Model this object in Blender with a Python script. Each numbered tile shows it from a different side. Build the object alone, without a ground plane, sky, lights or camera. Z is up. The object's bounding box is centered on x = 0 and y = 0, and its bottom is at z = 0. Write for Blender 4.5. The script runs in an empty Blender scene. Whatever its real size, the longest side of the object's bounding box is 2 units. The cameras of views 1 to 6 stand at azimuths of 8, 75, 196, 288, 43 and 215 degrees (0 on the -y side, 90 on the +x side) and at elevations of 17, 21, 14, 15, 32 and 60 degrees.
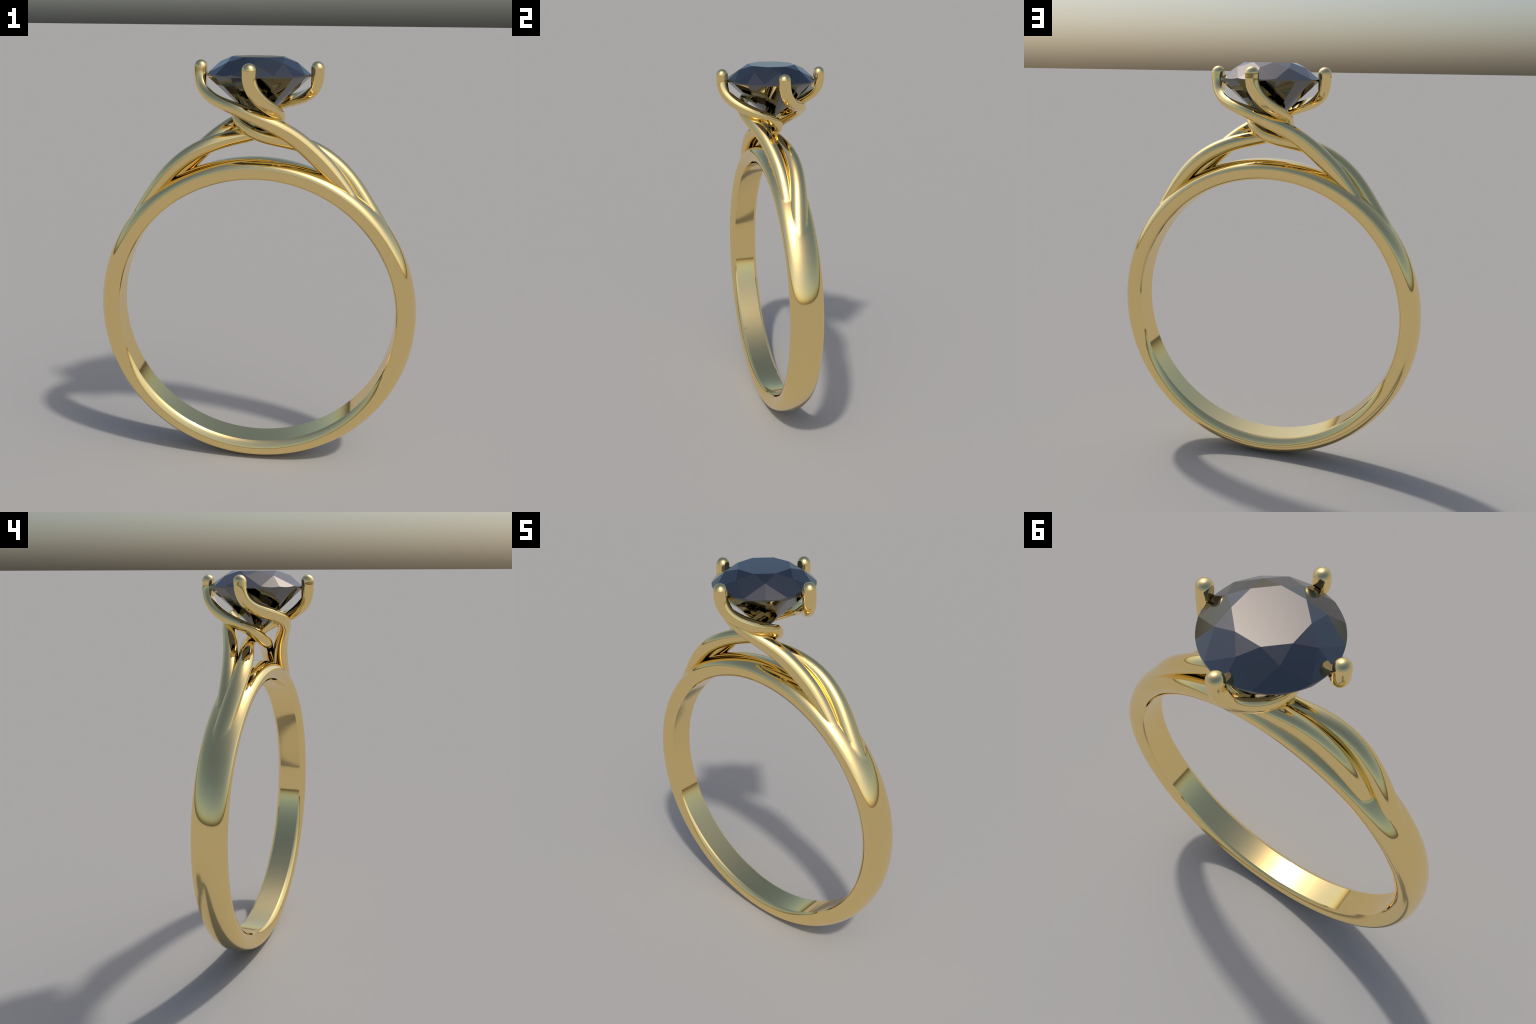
"""A slim gold solitaire ring: D-section band, four twisted strands that rise from the
shoulders, cross under the stone and end as prongs, and a round brilliant-cut dark stone."""
import bpy, bmesh, math
from mathutils import Vector, Matrix
from mathutils.kdtree import KDTree

# ------------------------------------------------------------------ dimensions (metres)
BAND_CENTRE_Z = 0.775
BAND_OUTER = 0.775        # crown of the dome
BAND_WIDEST = 0.7265      # radius at which the section is widest
BAND_HALF_WIDTH = 0.087
# rounded flank of the section, (half breadth, radius), down to the edge of the flat inside
BAND_FLANK = [(0.087, 0.7265), (0.0860, 0.7185), (0.0820, 0.7045), (0.0750, 0.6915), (0.0685, 0.6830), (0.0610, 0.6770)]

GIRDLE_R = 0.235
TABLE_Z, TABLE_R = 2.0, 0.1245
STAR_Z, STAR_R = 1.9765, 0.174
GIRDLE_TOP, GIRDLE_BOTTOM = 1.9265, 1.915
CULET_Z = 1.705
SEAT_R, SEAT_BOTTOM = 0.2368, 1.872   # notch cut into the prongs for the stone

BLEND = 0.014             # reach of the soft transition where strands melt into the band

# centre lines of the two kinds of strand, from the shoulder (inside the band) up to the prong tip
STRAND_OUTER = [(0.6218, -0.0149, 1.134), (0.5356, -0.0134, 1.2608), (0.4435, -0.0192, 1.381), (0.3469, -0.0326, 1.4916),
                (0.2497, -0.0555, 1.5881), (0.1558, -0.0889, 1.6658), (0.065, -0.1269, 1.7186), (-0.0197, -0.1475, 1.7569),
                (-0.096, -0.1364, 1.7862), (-0.1628, -0.0978, 1.8073), (-0.2161, -0.0519, 1.8314), (-0.2504, -0.0184, 1.8678),
                (-0.2632, -0.0035, 1.9135), (-0.2632, 0, 1.9515)]
STRAND_HOOKED = [(0.6751, -0.0189, 1.0471), (0.6104, -0.0072, 1.1873), (0.5264, 0.0104, 1.323), (0.4304, 0.0288, 1.4526),
                (0.3185, 0.0323, 1.5517), (0.2016, 0.0105, 1.6094), (0.0938, -0.019, 1.6366), (0.0046, -0.0312, 1.6585),
                (-0.0592, -0.0159, 1.6922), (-0.0942, 0.0257, 1.726), (-0.0987, 0.089, 1.7547), (-0.0771, 0.1568, 1.7849),
                (-0.0414, 0.2146, 1.8205), (-0.0106, 0.2509, 1.8641), (0.0062, 0.2625, 1.9125), (0.0072, 0.2625, 1.9505)]
# (t, half width, half height) of the strand section; the strands melt into the dome at the shoulder
SECTION_OUTER = [(0.0, 0.034, 0.020), (0.077, 0.038, 0.018), (0.154, 0.041, 0.026), (0.25, 0.0390, 0.040), (0.4, 0.0358, 0.037),
                 (0.55, 0.031, 0.031), (0.75, 0.030, 0.030), (1.0, 0.031, 0.031)]
SECTION_HOOKED = [(0.0, 0.034, 0.020), (0.067, 0.040, 0.032), (0.133, 0.043, 0.034), (0.2, 0.041, 0.036), (0.36, 0.036, 0.036),
                  (0.5, 0.031, 0.031), (0.75, 0.030, 0.030), (1.0, 0.031, 0.031)]


# ------------------------------------------------------------------ materials
def gold_material():
    m = bpy.data.materials.new("polished_gold")
    m.use_nodes = True
    nt = m.node_tree
    b = nt.nodes["Principled BSDF"]
    b.inputs["Base Color"].default_value = (1.0, 0.766, 0.336, 1)
    b.inputs["Metallic"].default_value = 1.0
    b.inputs["Roughness"].default_value = 0.0
    tc = nt.nodes.new("ShaderNodeTexCoord")
    nz = nt.nodes.new("ShaderNodeTexNoise")
    nz.inputs["Scale"].default_value = 6.0
    mr = nt.nodes.new("ShaderNodeMapRange")
    mr.inputs["To Min"].default_value = 0.055
    mr.inputs["To Max"].default_value = 0.07
    nt.links.new(tc.outputs["Object"], nz.inputs["Vector"])
    nt.links.new(nz.outputs["Fac"], mr.inputs["Value"])
    nt.links.new(mr.outputs["Result"], b.inputs["Roughness"])
    return m


def stone_material():
    m = bpy.data.materials.new("dark_gem")
    m.use_nodes = True
    nt = m.node_tree
    b = nt.nodes["Principled BSDF"]
    b.inputs["Base Color"].default_value = (0.175, 0.175, 0.175, 1)
    b.inputs["Metallic"].default_value = 1.0
    b.inputs["Roughness"].default_value = 0.03
    return m


# ------------------------------------------------------------------ helpers
def make_object(name, bm, mat, parent, smooth=True):
    me = bpy.data.meshes.new(name)
    bmesh.ops.recalc_face_normals(bm, faces=bm.faces[:])
    bm.to_mesh(me)
    bm.free()
    for p in me.polygons:
        p.use_smooth = smooth
    me.materials.append(mat)
    ob = bpy.data.objects.new(name, me)
    bpy.context.scene.collection.objects.link(ob)
    ob.parent = parent
    return ob


def smooth_curve(points):
    """Function of t in 0..1 that runs through the points with continuous curvature."""
    n = len(points)
    # Thomas solve of the second derivatives; free start, and the end keeps the last leg's direction
    c, d = [0.0] * n, [Vector((0, 0, 0)) for _ in range(n)]
    for i in range(1, n - 1):
        rhs = 6 * (points[i + 1] - 2 * points[i] + points[i - 1])
        w = 4 - c[i - 1]
        c[i] = 1 / w
        d[i] = (rhs - d[i - 1]) / w
    m = [Vector((0, 0, 0)) for _ in range(n)]
    m[-1] = -0.5 * d[-2] / (1 - 0.5 * c[-2])
    for i in range(n - 2, 0, -1):
        m[i] = d[i] - c[i] * m[i + 1]

    def at(t):
        x = min(max(t, 0), 1) * (n - 1)
        i = min(int(x), n - 2)
        u = x - i
        return (points[i] * (1 - u) + points[i + 1] * u + m[i] * (((1 - u) ** 3 - (1 - u)) / 6) + m[i + 1] * ((u ** 3 - u) / 6))
    return at


def section_at(table):
    """Half width and half height along t, through a smooth curve over the table."""
    ts = [row[0] for row in table]
    curve = smooth_curve([Vector((row[1], row[2], 0)) for row in table])

    def at(t):
        for i in range(len(ts) - 1):
            if t <= ts[i + 1]:
                u = (t - ts[i]) / (ts[i + 1] - ts[i])
                v = curve((i + u) / (len(ts) - 1))
                return v.x, v.y
        return table[-1][1], table[-1][2]
    return at


# ------------------------------------------------------------------ band
def band_section():
    """Half-ellipse dome outside, rounded flanks, flat inside; (y, r, sharp) loop."""
    hw, wi = BAND_HALF_WIDTH, BAND_FLANK[-1][0]
    loop = []
    n = 48
    for i in range(n + 1):
        t = math.pi * i / n
        loop.append((hw * math.cos(t), BAND_WIDEST + (BAND_OUTER - BAND_WIDEST) * math.sin(t), False))
    curve = smooth_curve([Vector((y, r, 0)) for y, r in BAND_FLANK])
    k = 24
    flank = [tuple(curve(i / k))[:2] for i in range(1, k + 1)]
    loop += [(-y, r, i == k - 1) for i, (y, r) in enumerate(flank)]
    f = 6
    for i in range(1, f):
        loop.append((-wi + 2 * wi * i / f, BAND_FLANK[-1][1], False))
    loop += [(y, r, i == 0) for i, (y, r) in enumerate(flank[::-1])]
    return loop


def build_band(mat, parent):
    bm = bmesh.new()
    sec = band_section()
    N = 720
    rings = []
    for j in range(N):
        a = 2 * math.pi * j / N
        rings.append([bm.verts.new((r * math.cos(a), y, BAND_CENTRE_Z + r * math.sin(a))) for y, r, _ in sec])
    M = len(sec)
    for j in range(N):
        A, B = rings[j], rings[(j + 1) % N]
        for i in range(M):
            bm.faces.new((A[i], A[(i + 1) % M], B[(i + 1) % M], B[i]))
    bm.edges.ensure_lookup_table()
    for j in range(N):
        for i in range(M):
            if sec[i][2]:
                bm.edges.get((rings[j][i], rings[(j + 1) % N][i])).smooth = False
    return make_object("band", bm, mat, parent)


# ------------------------------------------------------------------ strands / prongs
def sweep(points, section, steps=260, sides=48):
    at = smooth_curve([Vector(p) for p in points])
    centre = [at(i / steps) for i in range(steps + 1)]
    bm = bmesh.new()
    rings = []
    tang = []
    for i in range(steps + 1):
        a, b = centre[max(i - 1, 0)], centre[min(i + 1, steps)]
        tang.append((b - a).normalized())
    # u points away from the finger at the shoulder, so width lies along the band's breadth
    u = Vector((centre[0].x, 0, centre[0].z - BAND_CENTRE_Z))
    u = (u - tang[0] * u.dot(tang[0])).normalized()
    size = section_at(section)

    def ring(c, t, u, w, h):
        v = t.cross(u)
        return [bm.verts.new(c + u * h * math.cos(2 * math.pi * k / sides) + v * w * math.sin(2 * math.pi * k / sides)) for k in range(sides)]

    for i in range(steps + 1):
        if i:
            q = tang[i - 1].rotation_difference(tang[i])
            u = (q @ u)
            u = (u - tang[i] * u.dot(tang[i])).normalized()
        rings.append(ring(centre[i], tang[i], u, *size(i / steps)))
    # rounded tip
    r, c, t = section[-1][1], centre[-1], tang[-1]
    caps = 14
    for k in range(1, caps):
        a = math.pi / 2 * k / caps
        rings.append(ring(c + t * r * math.sin(a), t, u, r * math.cos(a), r * math.cos(a)))
    for A, B in zip(rings, rings[1:]):
        for k in range(sides):
            bm.faces.new((A[k], A[(k + 1) % sides], B[(k + 1) % sides], B[k]))
    top = bm.verts.new(c + t * r)
    for k in range(sides):
        bm.faces.new((rings[-1][k], rings[-1][(k + 1) % sides], top))
    bm.faces.new(rings[0][::-1])
    return bm


# ------------------------------------------------------------------ brilliant cut stone
def build_stone(mat, parent):
    bm = bmesh.new()
    bmesh.ops.create_cone(bm, cap_ends=True, segments=128, radius1=GIRDLE_R, radius2=GIRDLE_R, depth=0.4)
    bmesh.ops.translate(bm, verts=bm.verts[:], vec=(0, 0, 1.85))

    def polar(r, deg, z):
        a = math.radians(deg)
        return Vector((r * math.cos(a), r * math.sin(a), z))

    def cut(p, q, s):
        n = (q - p).cross(s - p).normalized()
        inside = Vector((0, 0, 1.9))
        if n.dot(inside - p) > 0:
            n = -n
        g = bm.verts[:] + bm.edges[:] + bm.faces[:]
        res = bmesh.ops.bisect_plane(bm, geom=g, dist=1e-6, plane_co=p, plane_no=n, clear_outer=True)
        edges = [e for e in res["geom_cut"] if isinstance(e, bmesh.types.BMEdge)]
        if edges:
            bmesh.ops.edgenet_fill(bm, edges=edges)

    # table
    cut(polar(0.1, 0, TABLE_Z), polar(0.1, 90, TABLE_Z), polar(0.1, 200, TABLE_Z))
    # kite and pavilion-main directions lie between the prongs; stars lie on the prong axes
    pav_r = 0.23 * GIRDLE_R
    main_slope = (GIRDLE_BOTTOM - CULET_Z) / GIRDLE_R
    tip_z = CULET_Z + main_slope * pav_r * math.cos(math.radians(22.5))
    for k in range(8):
        a = 45 * k
        cut(polar(TABLE_R, a - 22.5, TABLE_Z), polar(TABLE_R, a + 22.5, TABLE_Z), polar(STAR_R, a, STAR_Z))
        cut(polar(TABLE_R, a + 22.5, TABLE_Z), polar(STAR_R, a, STAR_Z), polar(STAR_R, a + 45, STAR_Z))
        for s in (-1, 1):
            kite_z = TABLE_Z - (TABLE_Z - STAR_Z) * (GIRDLE_R - TABLE_R) / (STAR_R * math.cos(math.radians(22.5)) - TABLE_R)
            cut(polar(STAR_R, a, STAR_Z), polar(GIRDLE_R, a + s * 22.5, kite_z), polar(GIRDLE_R, a, GIRDLE_TOP))
            cut(polar(GIRDLE_R, a + s * 22.5, GIRDLE_BOTTOM), polar(GIRDLE_R, a, GIRDLE_BOTTOM), polar(pav_r, a, tip_z))
        m = a + 22.5
        p = polar(GIRDLE_R, m, GIRDLE_BOTTOM)
        tang = polar(1, m + 90, 0)
        cut(p, p + tang, Vector((0, 0, CULET_Z)))
    return make_object("gemstone", bm, mat, parent, smooth=False)


def seat_cutter():
    """Slightly oversized stone outline that notches the inner side of every prong."""
    bm = bmesh.new()
    prof = [(0.0, SEAT_BOTTOM - SEAT_R * 0.894), (SEAT_R, SEAT_BOTTOM)]
    N = 360
    bot, top = bm.verts.new((0, 0, prof[0][1])), bm.verts.new((0, 0, 2.1))
    lo = [bm.verts.new((prof[1][0] * math.cos(2 * math.pi * i / N), prof[1][0] * math.sin(2 * math.pi * i / N), prof[1][1])) for i in range(N)]
    hi = [bm.verts.new((v.co.x, v.co.y, 2.1)) for v in lo]
    for i in range(N):
        j = (i + 1) % N
        bm.faces.new((bot, lo[j], lo[i]))
        bm.faces.new((lo[i], lo[j], hi[j], hi[i]))
        bm.faces.new((hi[i], hi[j], top))
    bmesh.ops.recalc_face_normals(bm, faces=bm.faces[:])
    me = bpy.data.meshes.new("seat_cutter")
    bm.to_mesh(me)
    bm.free()
    ob = bpy.data.objects.new("seat_cutter", me)
    bpy.context.scene.collection.objects.link(ob)
    return ob


def boolean(ob, other, operation):
    mod = ob.modifiers.new("boolean", "BOOLEAN")
    mod.operation, mod.solver, mod.material_mode, mod.object = operation, "EXACT", "TRANSFER", other
    me = bpy.data.meshes.new_from_object(ob.evaluated_get(bpy.context.evaluated_depsgraph_get()))
    old = ob.data
    ob.modifiers.clear()
    ob.data = me
    bpy.data.meshes.remove(old)


def blended_normals(me, part_of_face):
    """Corner normals of the welded casting: crisp at real edges, softly blended where a strand
    melts into the band at a shallow angle. part_of_face tells which part each face came from."""
    bm = bmesh.new()
    bm.from_mesh(me)
    seam = set()
    for e in bm.edges:
        if len(e.link_faces) != 2:
            continue
        f, g = e.link_faces
        angle = e.calc_face_angle(0)
        if part_of_face[f.index] != part_of_face[g.index]:
            e.smooth = angle < math.radians(38)
            if e.smooth:
                seam.update(v.index for v in e.verts)
        else:
            e.smooth = angle < math.radians(28)
    hard = {v.index for e in bm.edges if not e.smooth for v in e.verts}
    area = [sum(f.calc_area() for f in v.link_faces) for v in bm.verts]
    for f in bm.faces:
        f.smooth = True
    bm.to_mesh(me)
    bm.free()
    corner = [Vector(c.vector) for c in me.corner_normals]
    vnorm = {}
    for loop, n in zip(me.loops, corner):
        vnorm.setdefault(loop.vertex_index, n)
    tree = KDTree(len(me.vertices))
    for v in me.vertices:
        tree.insert(v.co, v.index)
    tree.balance()
    near = {}
    for i in seam:
        for _, j, d in tree.find_range(me.vertices[i].co, BLEND):
            if j not in hard and d < near.get(j, 1):
                near[j] = d
    blended = {}
    for j, d in near.items():
        total = Vector((0, 0, 0))
        for _, k, dk in tree.find_range(me.vertices[j].co, BLEND):
            if vnorm[k].dot(vnorm[j]) > 0.5:
                total += vnorm[k] * (area[k] * (1 - (dk / BLEND) ** 2) ** 2)
        fade = 1 - (d / BLEND) ** 2
        blended[j] = vnorm[j].lerp(total.normalized(), fade).normalized()
    return [blended.get(loop.vertex_index, n) for loop, n in zip(me.loops, corner)]


def split_parts(me, names, mat, parent):
    """Separate the welded casting into named parts; borders coincide and keep the shared normals."""
    part_of_face = [p.material_index for p in me.polygons]
    normals = blended_normals(me, part_of_face)
    for k, name in enumerate(names):
        verts, faces, loops, index = [], [], [], {}
        for p in me.polygons:
            if part_of_face[p.index] != k:
                continue
            face = []
            for li in p.loop_indices:
                v = me.loops[li].vertex_index
                if v not in index:
                    index[v] = len(verts)
                    verts.append(me.vertices[v].co[:])
                face.append(index[v])
                loops.append(normals[li][:])
            faces.append(face)
        part = bpy.data.meshes.new(name)
        part.from_pydata(verts, [], faces)
        for p in part.polygons:
            p.use_smooth = True
        part.normals_split_custom_set(loops)
        part.materials.append(mat)
        ob = bpy.data.objects.new(name, part)
        bpy.context.scene.collection.objects.link(ob)
        ob.parent = parent


# ------------------------------------------------------------------ assembly
def main():
    gold, gem = gold_material(), stone_material()
    root = bpy.data.objects.new("engagement_ring", None)
    bpy.context.scene.collection.objects.link(root)
    root["label"] = "slim gold ring, four twisted prongs holding a dark faceted round stone"
    root["category"] = "ring"

    # cast the metal in one piece (union), then name its parts
    tags = [bpy.data.materials.new("part_tag") for _ in range(5)]
    casting = build_band(tags[0], None)
    cutter = seat_cutter()
    helpers = [cutter]
    for i, (pts, section) in enumerate(((STRAND_OUTER, SECTION_OUTER), (STRAND_HOOKED, SECTION_HOOKED))):
        for half in (0, 1):
            bm = sweep(pts, section)
            bmesh.ops.rotate(bm, verts=bm.verts[:], cent=(0, 0, 0), matrix=Matrix.Rotation(math.pi * half, 3, "Z"))
            tag = tags[1 + 2 * i + half]
            strand = make_object("strand", bm, tag, None)
            cutter.data.materials.clear()
            cutter.data.materials.append(tag)
            boolean(strand, cutter, "DIFFERENCE")
            boolean(casting, strand, "UNION")
            helpers.append(strand)
    me = casting.data
    order = [tags.index(m) for m in me.materials]
    for p in me.polygons:
        p.material_index = order[p.material_index]
    split_parts(me, ["band", "prong", "prong", "prong", "prong"], gold, root)
    for ob in helpers + [casting]:
        bpy.data.objects.remove(ob)
    for m in tags:
        bpy.data.materials.remove(m)
    build_stone(gem, root)
    bpy.context.view_layer.update()


main()
